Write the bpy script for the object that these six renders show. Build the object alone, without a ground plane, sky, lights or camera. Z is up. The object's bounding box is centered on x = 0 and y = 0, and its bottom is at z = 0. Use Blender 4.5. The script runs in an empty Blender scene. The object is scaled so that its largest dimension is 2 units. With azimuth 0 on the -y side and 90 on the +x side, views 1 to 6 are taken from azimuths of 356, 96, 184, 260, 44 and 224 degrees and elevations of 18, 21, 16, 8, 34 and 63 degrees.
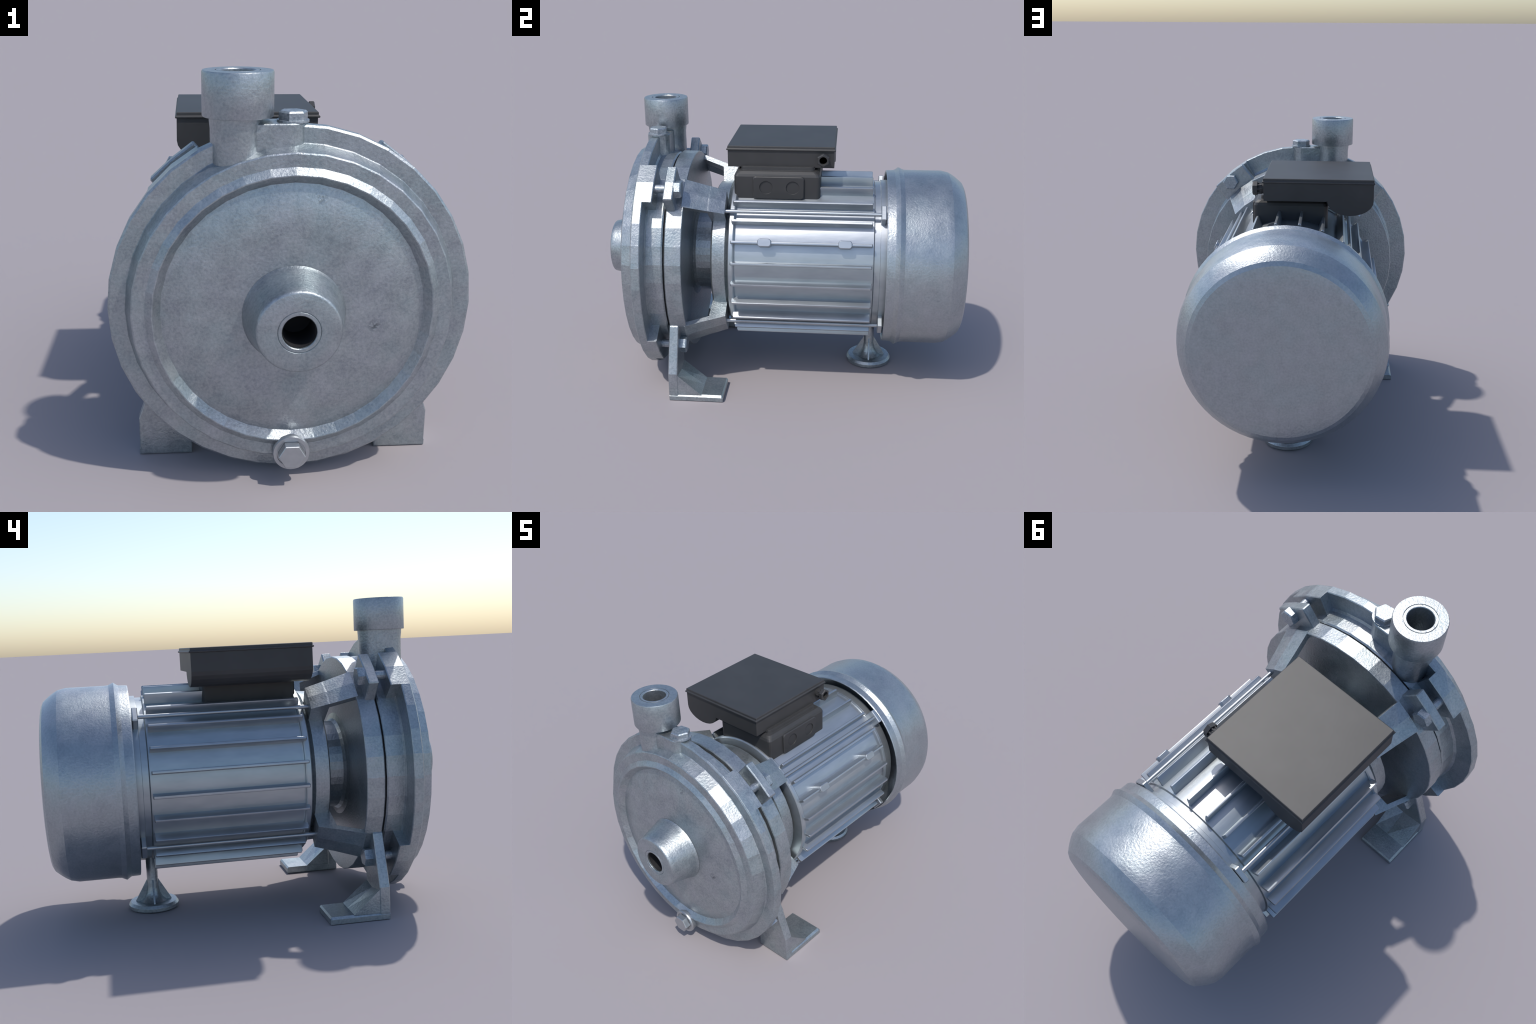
import bpy, bmesh, math, random
from mathutils import Vector, Matrix

random.seed(7)
PUMP_Z = 0.687      # height of the pump casing axis (runs along y)
MOTOR_X, MOTOR_Z = 0.012, 0.684   # motor axis, slightly off the casing axis
CAP_X, CAP_Z = 0.012, 0.674       # the fan cover hangs a little lower
TAU = 2 * math.pi
rad = math.radians

# --------------------------------------------------------------------------
# materials
# --------------------------------------------------------------------------
def new_mat(name):
    m = bpy.data.materials.new(name)
    m.use_nodes = True
    nt = m.node_tree
    return m, nt, nt.nodes["Principled BSDF"]


def node(nt, kind, **kw):
    n = nt.nodes.new(kind)
    for k, v in kw.items():
        if k in n.inputs:
            n.inputs[k].default_value = v
        else:
            setattr(n, k, v)
    return n


def ramp(nt, stops):
    r = nt.nodes.new("ShaderNodeValToRGB")
    e = r.color_ramp.elements
    e[0].position, e[0].color = stops[0][0], (*stops[0][1], 1)
    e[1].position, e[1].color = stops[-1][0], (*stops[-1][1], 1)
    for p, c in stops[1:-1]:
        x = e.new(p)
        x.color = (*c, 1)
    return r


def metal(name, dark, mid, light, rough=(0.38, 0.55), blotch=5.0, grain=34.0, bump=0.25,
          stretch=(1, 1, 1), bevel=0.004, metallic=0.85, marks=(), tint=0.5):
    """Galvanised / cast metal: cloudy grey-blue colour, teal and violet stains,
    hammered grain in the bump and softly rounded edges."""
    m, nt, b = new_mat(name)
    L = nt.links.new
    tc = node(nt, "ShaderNodeTexCoord")
    mp = node(nt, "ShaderNodeMapping")
    mp.inputs["Scale"].default_value = stretch
    L(tc.outputs["Object"], mp.inputs["Vector"])
    n1 = node(nt, "ShaderNodeTexNoise", Scale=blotch, Detail=4.0, Roughness=0.6)
    n2 = node(nt, "ShaderNodeTexNoise", Scale=grain, Detail=3.0, Roughness=0.6)
    n3 = node(nt, "ShaderNodeTexNoise", Scale=blotch * 0.55, Detail=2.0)
    for n in (n1, n2, n3):
        L(mp.outputs["Vector"], n.inputs["Vector"])
    r1 = ramp(nt, [(0.30, dark), (0.5, mid), (0.72, light)])
    mixn = node(nt, "ShaderNodeMix", data_type="FLOAT")
    mixn.inputs["Factor"].default_value = 0.55
    L(n1.outputs["Fac"], mixn.inputs[2])
    L(n2.outputs["Fac"], mixn.inputs[3])
    L(mixn.outputs[0], r1.inputs["Fac"])
    # faint teal and violet stains
    r3 = ramp(nt, [(0.36, (0.80, 1.0, 1.02)), (0.5, (1, 1, 1)), (0.66, (1.03, 0.95, 1.06))])
    L(n3.outputs["Fac"], r3.inputs["Fac"])
    mul = node(nt, "ShaderNodeMix", data_type="RGBA", blend_type="MULTIPLY")
    mul.inputs["Factor"].default_value = tint
    L(r1.outputs["Color"], mul.inputs[6])
    L(r3.outputs["Color"], mul.inputs[7])
    colour = mul.outputs[2]
    height = n2.outputs["Fac"]
    for (cx, cy, cz, r) in marks:      # small casting blemishes
        d = node(nt, "ShaderNodeVectorMath", operation="DISTANCE")
        L(tc.outputs["Object"], d.inputs[0])
        d.inputs[1].default_value = (cx, cy, cz)
        w = node(nt, "ShaderNodeMapRange")
        w.inputs["From Min"].default_value = r
        w.inputs["From Max"].default_value = 0.2 * r
        L(d.outputs["Value"], w.inputs["Value"])
        nn = node(nt, "ShaderNodeTexNoise", Scale=55.0, Detail=2.0)
        L(tc.outputs["Object"], nn.inputs["Vector"])
        th = ramp(nt, [(0.45, (0, 0, 0)), (0.55, (1, 1, 1))])
        L(nn.outputs["Fac"], th.inputs["Fac"])
        amt = node(nt, "ShaderNodeMath", operation="MULTIPLY")
        L(w.outputs["Result"], amt.inputs[0])
        L(th.outputs["Color"], amt.inputs[1])
        mk = node(nt, "ShaderNodeMix", data_type="RGBA")
        L(amt.outputs[0], mk.inputs["Factor"])
        L(colour, mk.inputs[6])
        mk.inputs[7].default_value = (*[c * 0.6 for c in dark], 1)
        colour = mk.outputs[2]
        sub = node(nt, "ShaderNodeMath", operation="SUBTRACT")
        L(height, sub.inputs[0])
        L(amt.outputs[0], sub.inputs[1])
        height = sub.outputs[0]
    L(colour, b.inputs["Base Color"])
    rr = node(nt, "ShaderNodeMapRange")
    rr.inputs["From Min"].default_value, rr.inputs["From Max"].default_value = 0.3, 0.7
    rr.inputs["To Min"].default_value, rr.inputs["To Max"].default_value = rough
    L(n1.outputs["Fac"], rr.inputs["Value"])
    L(rr.outputs["Result"], b.inputs["Roughness"])
    b.inputs["Metallic"].default_value = metallic
    bp = node(nt, "ShaderNodeBump", Strength=bump, Distance=0.006)
    L(height, bp.inputs["Height"])
    if bevel:
        bv = node(nt, "ShaderNodeBevel", samples=4, Radius=bevel)
        L(bv.outputs["Normal"], bp.inputs["Normal"])
    L(bp.outputs["Normal"], b.inputs["Normal"])
    return m


def plastic(name, colour, rough=0.42, bevel=0.003):
    m, nt, b = new_mat(name)
    L = nt.links.new
    tc = node(nt, "ShaderNodeTexCoord")
    n = node(nt, "ShaderNodeTexNoise", Scale=7.0, Detail=3.0)
    L(tc.outputs["Object"], n.inputs["Vector"])
    r = ramp(nt, [(0.3, tuple(c * 0.9 for c in colour)), (0.7, tuple(c * 1.1 for c in colour))])
    L(n.outputs["Fac"], r.inputs["Fac"])
    L(r.outputs["Color"], b.inputs["Base Color"])
    b.inputs["Roughness"].default_value = rough
    bv = node(nt, "ShaderNodeBevel", samples=4, Radius=bevel)
    L(bv.outputs["Normal"], b.inputs["Normal"])
    return m


CAST = metal("cast_metal", (0.265, 0.30, 0.325), (0.37, 0.405, 0.425), (0.475, 0.505, 0.52), rough=(0.35, 0.45), bump=0.24,  # base grey darkened partway toward the casting's shaded back and left
             grain=95, blotch=14, bevel=0.002, tint=0.2, marks=((0.087, -0.838, 1.113, 0.032), (0.291, -0.8395, 0.639, 0.026)))
MOTOR = metal("motor_metal", (0.37, 0.405, 0.435), (0.43, 0.465, 0.49), (0.49, 0.52, 0.545), rough=(0.34, 0.42),  # lightened over the casting's grey for the sunlit drum and fins
              stretch=(1, 0.25, 1), grain=24, bump=0.08, bevel=0.002, tint=0.2)
CAP = metal("fan_cover_metal", (0.31, 0.345, 0.37), (0.38, 0.415, 0.44), (0.45, 0.48, 0.505), rough=(0.33, 0.42), grain=95, blotch=14, bump=0.22,  # colour set between sunlit highlight and unlit end face
            bevel=0, tint=0.12)
BOLT = metal("bolt_metal", (0.22, 0.265, 0.305), (0.36, 0.40, 0.435), (0.54, 0.575, 0.60),
             blotch=30, grain=120, bump=0.2, bevel=0.001, tint=0.15)
ZINC = metal("zinc_plate", (0.42, 0.44, 0.46), (0.46, 0.48, 0.50), (0.50, 0.52, 0.54), rough=(0.34, 0.40), bump=0.03, bevel=0.001,
             grain=40, tint=0.0)
BLACK = plastic("black_plastic", (0.038, 0.038, 0.039), rough=0.5)
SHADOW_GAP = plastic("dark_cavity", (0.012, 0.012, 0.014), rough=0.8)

# --------------------------------------------------------------------------
# geometry helpers
# --------------------------------------------------------------------------
COUNT = {}


def obj_from(bm, name, mat, parent, smooth=False):
    bmesh.ops.recalc_face_normals(bm, faces=bm.faces[:])
    me = bpy.data.meshes.new(name)
    for f in bm.faces:
        f.smooth = smooth
    bm.to_mesh(me)
    bm.free()
    return link(me, name, mat, parent)


def link(me, name, mat, parent):
    if mat and not me.materials:
        me.materials.append(mat)
    o = bpy.data.objects.new(name, me)
    bpy.context.collection.objects.link(o)
    o.parent = parent
    return o


def smooth_by_angle(o, deg):
    me = o.data
    for p in me.polygons:
        p.use_smooth = True
    bm = bmesh.new()
    bm.from_mesh(me)
    lim = rad(deg)
    for e in bm.edges:
        if len(e.link_faces) == 2 and e.calc_face_angle() > lim:
            e.smooth = False
    bm.to_mesh(me)
    bm.free()


def lathe(bm, profile, seg, zc, cx=0.0, axis="y", centre=None, phase=0.0, closed=False):
    """Revolve (radius, position) pairs about the y axis at height zc, or about a
    vertical axis through centre=(x, y)."""
    rings = []
    for r, t in profile:
        ring = []
        if r < 1e-6:
            co = (cx, t, zc) if axis == "y" else (centre[0], centre[1], t)
            ring = [bm.verts.new(co)]
        else:
            for i in range(seg):
                a = phase + TAU * i / seg
                if axis == "y":
                    co = (cx + r * math.cos(a), t, zc + r * math.sin(a))
                else:
                    co = (centre[0] + r * math.cos(a), centre[1] + r * math.sin(a), t)
                ring.append(bm.verts.new(co))
        rings.append(ring)
    pairs = list(zip(rings, rings[1:]))
    if closed:
        pairs.append((rings[-1], rings[0]))
    for A, B in pairs:
        if len(A) == 1 and len(B) == 1:
            continue
        for i in range(seg):
            j = (i + 1) % seg
            if len(A) == 1:
                bm.faces.new((A[0], B[j], B[i]))
            elif len(B) == 1:
                bm.faces.new((A[i], A[j], B[0]))
            else:
                bm.faces.new((A[i], A[j], B[j], B[i]))


def loft(bm, sections):
    """Closed skin through equal-length loops of points, with end caps."""
    rings = [[bm.verts.new(p) for p in s] for s in sections]
    n = len(rings[0])
    for A, B in zip(rings, rings[1:]):
        for i in range(n):
            j = (i + 1) % n
            bm.faces.new((A[i], A[j], B[j], B[i]))
    bm.faces.new(rings[0][::-1])
    bm.faces.new(rings[-1])


def prism(bm, poly, fn, lo, hi):
    """Extrude a 2D outline between lo and hi; fn(u, v, t) gives the 3D point."""
    loft(bm, [[fn(u, v, t) for u, v in poly] for t in (lo, hi)])


def along_y(u, v, t): return (u, t, v)
def along_x(u, v, t): return (t, u, v)
def along_z(u, v, t): return (u, v, t)


def rounded_rect(u0, u1, v0, v1, r, n=4):
    pts = []
    for cu, cv, a0 in ((u1 - r, v1 - r, 0), (u0 + r, v1 - r, 90), (u0 + r, v0 + r, 180), (u1 - r, v0 + r, 270)):
        for i in range(n + 1):
            a = rad(a0 + 90 * i / n)
            pts.append((cu + r * math.cos(a), cv + r * math.sin(a)))
    return pts


def ngon(r, n, phase=0.0, c=(0, 0)):
    return [(c[0] + r * math.cos(phase + TAU * i / n), c[1] + r * math.sin(phase + TAU * i / n)) for i in range(n)]


def chamfered_stack(bm, outline_at, stops):
    """Loft of one outline with an inset at each stop (inset, t)."""
    loft(bm, [outline_at(i, t) for i, t in stops])


def hex_head(bm, centre, R, t0, t1, fn, phase=0.0, ch=0.006, n=6):
    s = 1 if t1 > t0 else -1
    def at(r, t): return [fn(u, v, t) for u, v in ngon(r, n, phase, centre)]
    loft(bm, [at(R, t0), at(R, t1 - s * ch), at(R - ch, t1)])


def polar(R, deg, zc=PUMP_Z):
    return R * math.cos(rad(deg)), zc + R * math.sin(rad(deg))


def sector(bm, angles, r_in, r_out, y0, y1, zc=PUMP_Z):
    """Block between two radii following polygon corners at the given angles."""
    poly = [polar(r_out, a, zc) for a in angles] + [polar(r_in, a, zc) for a in reversed(angles)]
    prism(bm, poly, along_y, y0, y1)


def bevel_mesh(o, width, segments=1, angle=40):
    md = o.modifiers.new("bevel", "BEVEL")
    md.width, md.segments, md.limit_method, md.angle_limit = width, segments, "ANGLE", rad(angle)
    apply_mods(o)


def apply_mods(o):
    dg = bpy.context.evaluated_depsgraph_get()
    me = bpy.data.meshes.new_from_object(o.evaluated_get(dg), depsgraph=dg)
    o.modifiers.clear()
    old = o.data
    name = old.name
    o.data = me
    bpy.data.meshes.remove(old)
    me.name = name


def cut(o, cutters, solver="EXACT"):
    for c in cutters:
        md = o.modifiers.new("cut", "BOOLEAN")
        md.object, md.operation, md.solver = c, "DIFFERENCE", solver
    bpy.context.view_layer.update()
    apply_mods(o)
    for c in cutters:
        bpy.data.objects.remove(c)


def unite(o, others):
    for c in others:
        md = o.modifiers.new("join", "BOOLEAN")
        md.object, md.operation, md.solver = c, "UNION", "EXACT"
    bpy.context.view_layer.update()
    apply_mods(o)
    for c in others:
        bpy.data.objects.remove(c)


# --------------------------------------------------------------------------
# the thing
# --------------------------------------------------------------------------
root = bpy.data.objects.new("centrifugal_pump", None)
bpy.context.collection.objects.link(root)
root["label"] = "galvanised electric centrifugal water pump with finned motor"
root["category"] = "water pump"

# ---- pump cover: bulged front plate, flange, body and bolt lugs -----------
bm = bmesh.new()
lathe(bm, [(0, -0.8395), (0.26, -0.8395), (0.33, -0.8375), (0.38, -0.833), (0.43, -0.8235), (0.464, -0.813), (0.477, -0.810), (0.504, -0.838), (0.508, -0.8385), (0.533, -0.8195),
           (0.577, -0.818), (0.582, -0.815), (0.603, -0.753), (0.606, -0.749), (0.660, -0.749), (0.668, -0.743),
           (0.668, -0.703), (0.664, -0.699), (0.575, -0.697), (0.562, -0.690), (0.560, -0.612), (0.554, -0.604), (0.45, -0.604), (0, -0.604)],
      36, PUMP_Z)
cover = obj_from(bm, "pump_cover", CAST, root)
lugs = []
for lug_angles in ((40, 50, 60), (-30, -40, -50, -52), (140, 130, 120), (210, 220, 230, 232)):
    bm = bmesh.new()
    outer = [polar(0.668 if a % 10 == 0 else 0.6664, a) for a in lug_angles]
    inner = [polar(0.510, a) for a in reversed(lug_angles)]
    loft(bm, [[(u, y, v) for u, v in outer + inner] for y in (-0.720, -0.654)]
         + [[(u * 0.994, -0.650, PUMP_Z + (v - PUMP_Z) * 0.994) for u, v in outer] + [(u, -0.650, v) for u, v in inner]])
    lugs.append(obj_from(bm, "bolt_lug", CAST, None))
unite(cover, lugs)
for p in cover.data.polygons:      # the shallow dome of the front plate is smooth
    r = math.hypot(p.center.x, p.center.z - PUMP_Z)
    p.use_smooth = r < 0.46 and p.center.y < -0.80

# ---- suction port in the middle of the cover ------------------------------
bm = bmesh.new()
lathe(bm, [(0.187, -0.8405), (0.183, -0.848), (0.180, -0.858), (0.152, -0.978), (0.149, -0.993), (0.145, -0.998), (0.140, -1.0), (0.077, -1.0), (0.075, -0.997),
           (0.073, -1.0), (0.0625, -1.0), (0.060, -0.997), (0.060, -0.85), (0, -0.85)], 40, PUMP_Z)
port = obj_from(bm, "suction_port", CAST, cover)
smooth_by_angle(port, 32)
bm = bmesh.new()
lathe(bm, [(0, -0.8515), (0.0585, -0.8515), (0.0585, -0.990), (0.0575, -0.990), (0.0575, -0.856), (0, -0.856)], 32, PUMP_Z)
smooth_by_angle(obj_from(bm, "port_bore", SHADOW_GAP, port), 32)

# ---- discharge nozzle: neck and collar ------------------------------------
NOZ = (-0.193, -0.704)
bm = bmesh.new()
def neck_at(k, z): return [(-0.200 + 0.091 * k * math.cos(t), -0.704 + 0.107 * k * math.sin(t), z) for t in [TAU * i / 40 for i in range(40)]]
loft(bm, [neck_at(1, 1.18), neck_at(1, 1.335), neck_at(1.03, 1.36), neck_at(1.04, 1.379)])
neck = obj_from(bm, "discharge_neck", CAST, cover)
bm = bmesh.new()
prism(bm, ngon(0.0615, 40, 0, NOZ), along_z, 1.22, 1.42)
cut(neck, [obj_from(bm, "cutter", CAST, None)])
smooth_by_angle(neck, 32)
bm = bmesh.new()
lathe(bm, [(0.08, 1.3775), (0.1235, 1.3775), (0.125, 1.380), (0.125, 1.527), (0.122, 1.533), (0.079, 1.5335), (0.0785, 1.528),
           (0.0760, 1.528), (0.0755, 1.5335), (0.064, 1.5335), (0.0615, 1.530), (0.0615, 1.3785)],
      40, 0, axis="z", centre=NOZ)
collar = obj_from(bm, "discharge_collar", CAST, cover)
smooth_by_angle(collar, 32)

# ---- filler boss with hex plug --------------------------------------------
bm = bmesh.new()
cxb, cyb, rb = -0.018, -0.713, 0.063
poly = [(cxb + rb * math.cos(rad(a)), cyb + rb * math.sin(rad(a))) for a in range(-90, 91, 15)] + [(-0.16, cyb + rb), (-0.16, cyb - rb)]
prism(bm, poly, along_z, 1.20, 1.359)
boss = obj_from(bm, "filler_boss", CAST, cover)
bevel_mesh(boss, 0.004)
bm = bmesh.new()
lathe(bm, [(0, 1.358), (0.057, 1.358), (0.057, 1.366), (0, 1.366)], 24, 0, axis="z", centre=(-0.002, -0.713))
hex_head(bm, (-0.002, -0.713), 0.052, 1.3655, 1.397, along_z, phase=rad(8))
obj_from(bm, "filler_plug", BOLT, boss)

# ---- drain plug at the bottom of the cover --------------------------------
bm = bmesh.new()
prism(bm, ngon(0.066, 32, 0, (0.0, 0.134)), along_y, -0.74, -0.834)
drain = obj_from(bm, "drain_boss", CAST, cover)
smooth_by_angle(drain, 32)
bm = bmesh.new()
def ring_at(r, y): return [(u, y, v) for u, v in ngon(r, 32, 0, (0.0, 0.134))]
loft(bm, [ring_at(0.070, -0.832), ring_at(0.071, -0.844), ring_at(0.068, -0.851), ring_at(0.055, -0.851), ring_at(0.054, -0.847)])
smooth_by_angle(obj_from(bm, "drain_washer", ZINC, drain), 25)
bm = bmesh.new()
hex_head(bm, (0.0, 0.135), 0.051, -0.849, -0.884, along_y, phase=0.0, ch=0.003)
obj_from(bm, "drain_plug", ZINC, drain)

# ---- adapter between pump and motor ---------------------------------------
bm = bmesh.new()
lathe(bm, [(0, -0.5935), (0.561, -0.5935), (0.566, -0.589), (0.565, -0.507), (0.561, -0.504), (0.50, -0.505), (0.27, -0.508), (0.240, -0.500), (0.228, -0.486),
           (0.226, -0.37), (0, -0.37)], 36, PUMP_Z)
adapter = obj_from(bm, "motor_adapter", CAST, root)
bm = bmesh.new()
lathe(bm, [(0, -0.378), (0.378, -0.378), (0.392, -0.369), (0.396, -0.300), (0.38, -0.287), (0, -0.287)], 36, PUMP_Z)
smooth_by_angle(obj_from(bm, "bearing_ring", CAST, adapter), 20)
# dark recess between cover and adapter
bm = bmesh.new()
lathe(bm, [(0, -0.6045), (0.545, -0.6045), (0.545, -0.593), (0, -0.593)], 36, PUMP_Z)
obj_from(bm, "dark_gap_disc", SHADOW_GAP, cover)

# four arms bridge the adapter disc and the bearing ring
ARM = [  # outer radius, inner radius, position along the axis
    (0.568, 0.540, -0.515), (0.562, 0.534, -0.500), (0.519, 0.491, -0.386), (0.517, 0.375, -0.378), (0.488, 0.375, -0.296)]
for a_near, a_far in ((42, 60), (-29.5, -48.5)):
    for side in (1, -1):
        secs = []
        for r_out, r_in, y in ARM:
            pts = [polar(r_out, a) for a in (a_near, 0.5 * (a_near + a_far), a_far)]
            pts += [polar(r_in, a) for a in (a_far, 0.5 * (a_near + a_far), a_near)]
            secs.append([(side * x, y, z) for x, z in pts])
        bm = bmesh.new()
        loft(bm, secs)
        obj_from(bm, "adapter_arm", CAST, adapter)

# upper tabs of the adapter: flat plates set tangentially at 50 degrees
for side in (1, -1):
    a = rad(50)
    er, et = Vector((math.cos(a), math.sin(a))), Vector((math.sin(a), -math.cos(a)))
    poly = []
    for r, t in ((0.667, 0.105), (0.672, 0.0), (0.667, -0.105), (0.50, -0.105), (0.50, 0.105)):
        p = er * r + et * t
        poly.append((side * p.x, PUMP_Z + p.y))
    bm = bmesh.new()
    prism(bm, poly, along_y, -0.5945, -0.543)
    o = obj_from(bm, "adapter_tab", CAST, adapter)
    bevel_mesh(o, 0.005)

# front feet: upright plate, gusset wedge and base plate in one casting
for side in (1, -1):
    bm = bmesh.new()
    plate = [(0.372, 0.0), (0.582, 0.0), (0.582, 0.158), (0.497, 0.403), (0.470, 0.440), (0.372, 0.44)]
    prism(bm, [(side * u, v) for u, v in plate], along_y, -0.5955, -0.545)
    foot = obj_from(bm, "bracket_foot", CAST, root)
    bevel_mesh(foot, 0.004)
    bm = bmesh.new()
    base = [(-0.594, 0.0), (-0.298, 0.0), (-0.298, 0.027), (-0.306, 0.035), (-0.594, 0.035)]
    loft(bm, [[(side * 0.373, y, z) for y, z in base], [(side * 0.572, y, z) for y, z in base],
              [(side * 0.583, y, min(z, 0.024)) for y, z in base]])
    obj_from(bm, "foot_base", CAST, foot)
    bm = bmesh.new()
    def wedge(x, h): return [(side * x, -0.55, 0.03), (side * x, -0.416, 0.034), (side * x, -0.545, h), (side * x, -0.56, h)]
    loft(bm, [wedge(0.376, 0.142), wedge(0.458, 0.128), wedge(0.5775, 0.146)])
    obj_from(bm, "foot_gusset", CAST, foot)

# clamp bolts: shank across the gap, hex head on the motor side
for cx, cz in ((0.415, 1.160), (0.447, 0.279)):
    for side in (1, -1):
        bm = bmesh.new()
        prism(bm, ngon(0.022, 16, 0, (side * cx, cz)), along_y, -0.655, -0.56)
        hex_head(bm, (side * cx, cz), 0.047, -0.546, -0.508, along_y, phase=0)
        obj_from(bm, "clamp_bolt", BOLT, adapter)

# ---- motor ----------------------------------------------------------------
bm = bmesh.new()
lathe(bm, [(0, -0.277), (0.430, -0.277), (0.437, -0.271), (0.437, -0.251), (0.432, -0.245), (0.425, -0.243), (0.421, -0.238),
           (0.421, 0.498), (0.412, 0.503), (0.412, 0.533), (0.422, 0.535), (0.422, 0.588), (0.415, 0.592), (0, 0.592)], 75, MOTOR_Z, cx=MOTOR_X)
motor = obj_from(bm, "motor_body", MOTOR, root)
smooth_by_angle(motor, 28)

# cooling fins: one rounded blade shared by all, turned about the motor axis
bm = bmesh.new()
FIN_TIP = 0.472
def fin_outline(t, r_tip):
    # cross-section across the fin (tangential, radial)
    pts = [(-0.0090, 0.385), (-0.0074, r_tip - 0.004), (-0.0056, r_tip - 0.0008), (0, r_tip), (0.0056, r_tip - 0.0008),
           (0.0074, r_tip - 0.004), (0.0090, 0.385)]
    return [(r, t, s) for s, r in pts]
loft(bm, [fin_outline(-0.2585, 0.463), fin_outline(-0.254, FIN_TIP), fin_outline(0.487, FIN_TIP), fin_outline(0.4905, FIN_TIP - 0.004)])
fin0 = obj_from(bm, "cooling_fin", MOTOR, motor)
smooth_by_angle(fin0, 40)
FIN_STEP, FIN_START = 360 / 25, 25.2
def place_round(o, deg):
    o.location = (MOTOR_X, 0, MOTOR_Z)
    o.rotation_euler = (0, -rad(deg), 0)
for k in range(25):
    o = fin0 if k == 0 else fin0.copy()
    if k:
        bpy.context.collection.objects.link(o)
    o.parent = motor
    place_round(o, FIN_START + k * FIN_STEP)

# two cast pads on the fin that faces the wiring side
for yc in (-0.077, 0.348):
    bm = bmesh.new()
    prism(bm, rounded_rect(yc - 0.036, yc + 0.036, -0.021, 0.021, 0.013, 2), lambda u, v, t: (t, u, v), 0.40, 0.482)
    o = obj_from(bm, "fin_pad", MOTOR, motor)
    place_round(o, FIN_START)
    bevel_mesh(o, 0.003)

# tie rods with their end lugs
for deg, rr in ((46.8, 0.457), (132.5, 0.457), (-39.6, 0.455), (220.0, 0.455)):
    bm = bmesh.new()
    c = (rr, 0)
    loft(bm, [[(u, t, v) for u, v in ngon(0.0105, 12, 0, c)] for t in (-0.300, 0.536)])
    rod = obj_from(bm, "tie_rod", MOTOR, motor)
    smooth_by_angle(rod, 40)
    place_round(rod, deg)
    bm = bmesh.new()
    prism(bm, [(0.41, -0.043), (0.482, -0.043), (0.482, 0.043), (0.41, 0.043)], along_y, 0.5325, 0.560)
    o = obj_from(bm, "rod_lug", MOTOR, motor)
    place_round(o, deg)
    bevel_mesh(o, 0.004)

# ---- fan cover ------------------------------------------------------------
bm = bmesh.new()
lathe(bm, [(0.0, 0.635), (0.474, 0.635), (0.477, 0.575), (0.480, 0.566), (0.485, 0.5645), (0.4875, 0.570), (0.489, 0.610), (0.496, 0.622), (0.5045, 0.633),
           (0.5015, 0.641), (0.493, 0.658), (0.491, 0.675), (0.491, 0.868), (0.482, 0.908), (0.469, 0.931), (0.455, 0.951), (0.442, 0.967), (0.430, 0.981), (0.410, 0.991), (0.375, 0.9965), (0.30, 0.999), (0, 1.0)],
      60, CAP_Z, cx=CAP_X)
cap = obj_from(bm, "fan_cover", CAP, root)
smooth_by_angle(cap, 14)             # rounded skirt, soft dome

# ---- rear support foot ----------------------------------------------------
PC = (0.0, 0.503)
bm = bmesh.new()
lathe(bm, [(0, 0.0), (0.122, 0.0), (0.130, 0.006), (0.130, 0.022), (0.120, 0.036), (0.098, 0.038), (0.070, 0.034), (0.050, 0.050), (0.036, 0.075),
           (0.029, 0.11), (0.029, 0.27), (0, 0.27)], 28, 0, axis="z", centre=PC)
post = obj_from(bm, "support_post", CAST, root)
smooth_by_angle(post, 35)
for q in range(4):
    bm = bmesh.new()
    a = q * math.pi / 2
    poly = [(0.015, 0.030), (0.094, 0.030), (0.092, 0.040), (0.028, 0.150), (0.015, 0.150)]
    def turn(u, v, t): return (PC[0] + u * math.cos(a) - t * math.sin(a), PC[1] + u * math.sin(a) + t * math.cos(a), v)
    prism(bm, poly, turn, -0.0045, 0.0045)
    obj_from(bm, "foot_rib", CAST, post)

# ---- terminal box with capacitor bulge ------------------------------------
bm = bmesh.new()
cap_arc = [(-0.294 + 0.118 * math.cos(rad(a)), 1.222 + 0.075 * math.sin(rad(a))) for a in range(-180, 1, 15)]
prof = [(0.148, 1.312), (-0.411, 1.312)] + cap_arc[:] + [(-0.174, 1.2175), (0.148, 1.2175)]
prism(bm, prof, along_y, -0.302, 0.277)
box = obj_from(bm, "terminal_box", BLACK, root)
bevel_mesh(box, 0.004, 2)
def rect_at(d, z): return [(-0.411 - d, -0.303 - d, z), (0.150 + d, -0.303 - d, z), (0.150 + d, 0.278 + d, z), (-0.411 - d, 0.278 + d, z)]
bm = bmesh.new()
loft(bm, [rect_at(0.001, 1.309), rect_at(0.0055, 1.311), rect_at(0.006, 1.316), rect_at(0.003, 1.319), rect_at(0.0005, 1.321),
          rect_at(0.0, 1.331), rect_at(-0.003, 1.3335)])
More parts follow.
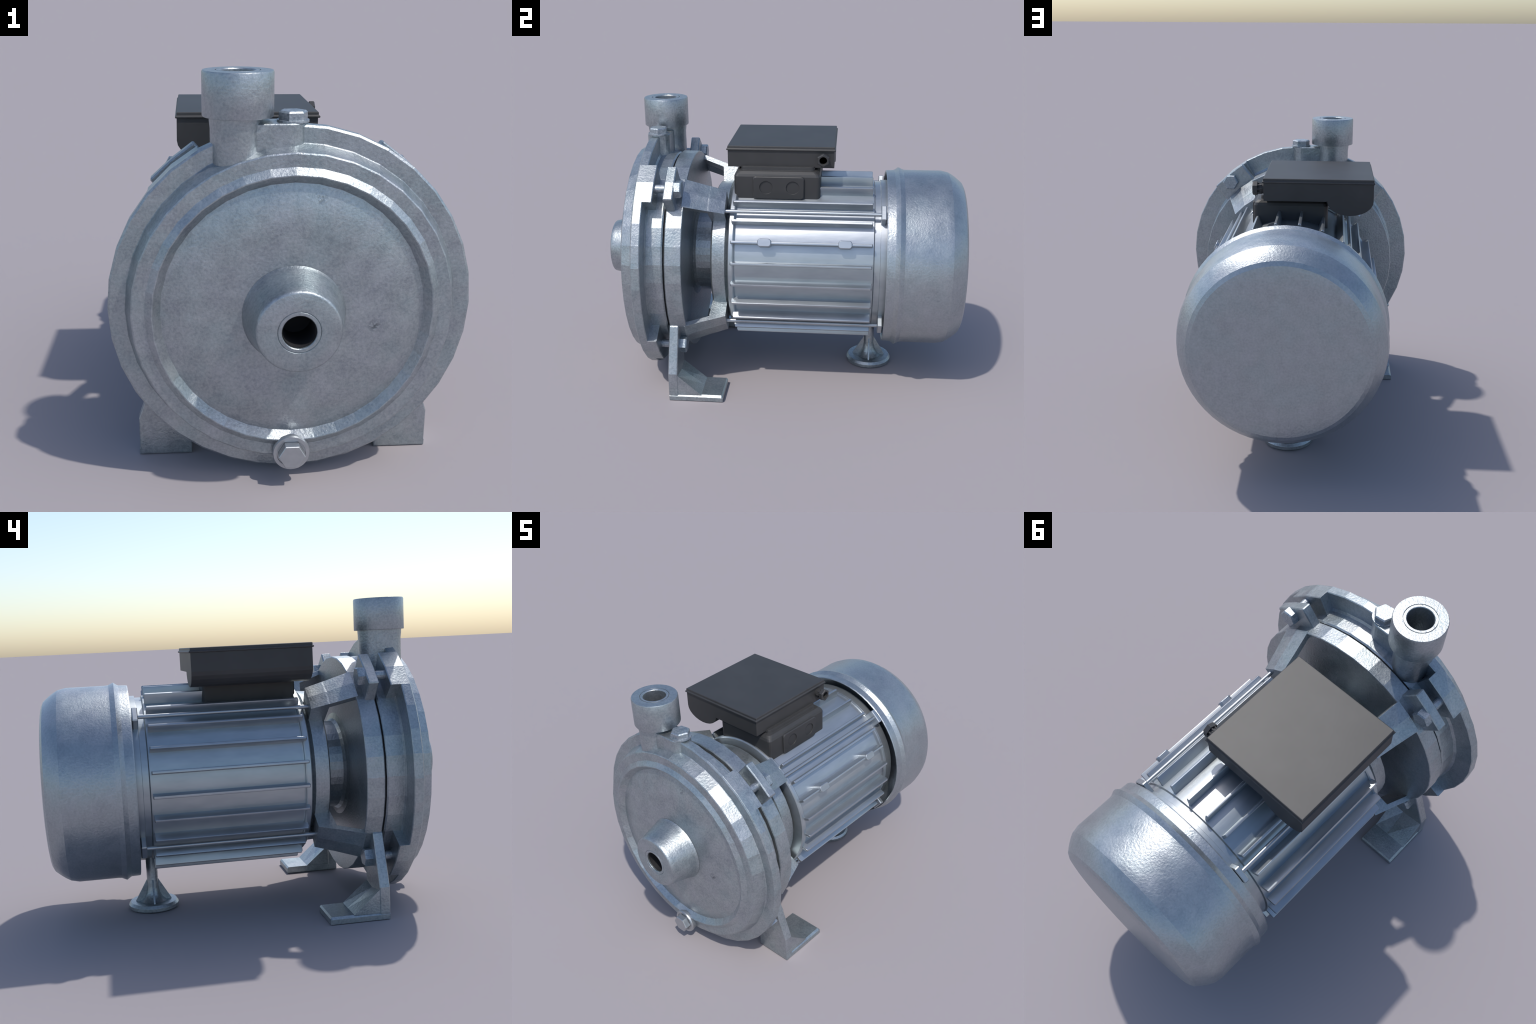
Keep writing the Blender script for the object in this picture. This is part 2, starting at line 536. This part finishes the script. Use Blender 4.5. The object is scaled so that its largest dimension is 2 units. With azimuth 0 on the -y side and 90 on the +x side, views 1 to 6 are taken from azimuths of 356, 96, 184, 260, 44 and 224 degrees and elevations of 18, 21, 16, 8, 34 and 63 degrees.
obj_from(bm, "lid", BLACK, box)

# junction box under it, with chamfered shoulders and a two-knockout panel
bm = bmesh.new()
def jbox(inset, z): return [(u, v, z) for u, v in rounded_rect(-0.180 + inset, 0.206 - inset, -0.263 + inset, 0.206 - inset, 0.02, 3)]
loft(bm, [jbox(0, 0.98), jbox(0, 1.178), jbox(0.006, 1.192), jbox(0.020, 1.204), jbox(0.034, 1.206), jbox(0.036, 1.225)])
jb = obj_from(bm, "junction_box", BLACK, box)
bm = bmesh.new()
chamfered_stack(bm, lambda i, t: [(t, u, v) for u, v in rounded_rect(-0.159 + i, 0.119 - i, 1.058 + i, 1.182 - i, 0.016, 4)],
                [(0, 0.200), (0, 0.214), (0.004, 0.218)])
panel = obj_from(bm, "cable_panel", BLACK, jb)
cutters = []
for yc in (-0.087, 0.057):
    bm = bmesh.new()
    prism(bm, ngon(0.036, 28, 0, (yc, 1.122)), along_x, 0.213, 0.25)
    cutters.append(obj_from(bm, "cutter", BLACK, None))
cut(panel, cutters)

# cable gland: ribbed sleeve and hollow hex nut
GY, GZ = 0.219, 1.272
bm = bmesh.new()
lathe_pts = [(0.027, 0.145), (0.027, 0.172), (0.023, 0.174), (0.023, 0.186)]
loft(bm, [[(x, GY + u, GZ + v) for u, v in ngon(r, 20)] for r, x in lathe_pts])
gland = obj_from(bm, "cable_gland", BLACK, box)
for i in range(8):
    bm = bmesh.new()
    a = TAU * i / 8
    c = (0.025 * math.cos(a), 0.025 * math.sin(a))
    loft(bm, [[(x, GY + u, GZ + v) for u, v in ngon(0.005, 8, 0, c)] for x in (0.160, 0.186)])
    obj_from(bm, "gland_rib", BLACK, gland)
bm = bmesh.new()
hex_head(bm, (GY, GZ), 0.036, 0.183, 0.208, along_x, phase=rad(90), ch=0.004)
nut = obj_from(bm, "gland_nut", BLACK, gland)
bm = bmesh.new()
prism(bm, ngon(0.0205, 24, 0, (GY, GZ)), along_x, 0.186, 0.23)
cut(nut, [obj_from(bm, "cutter", SHADOW_GAP, None)])
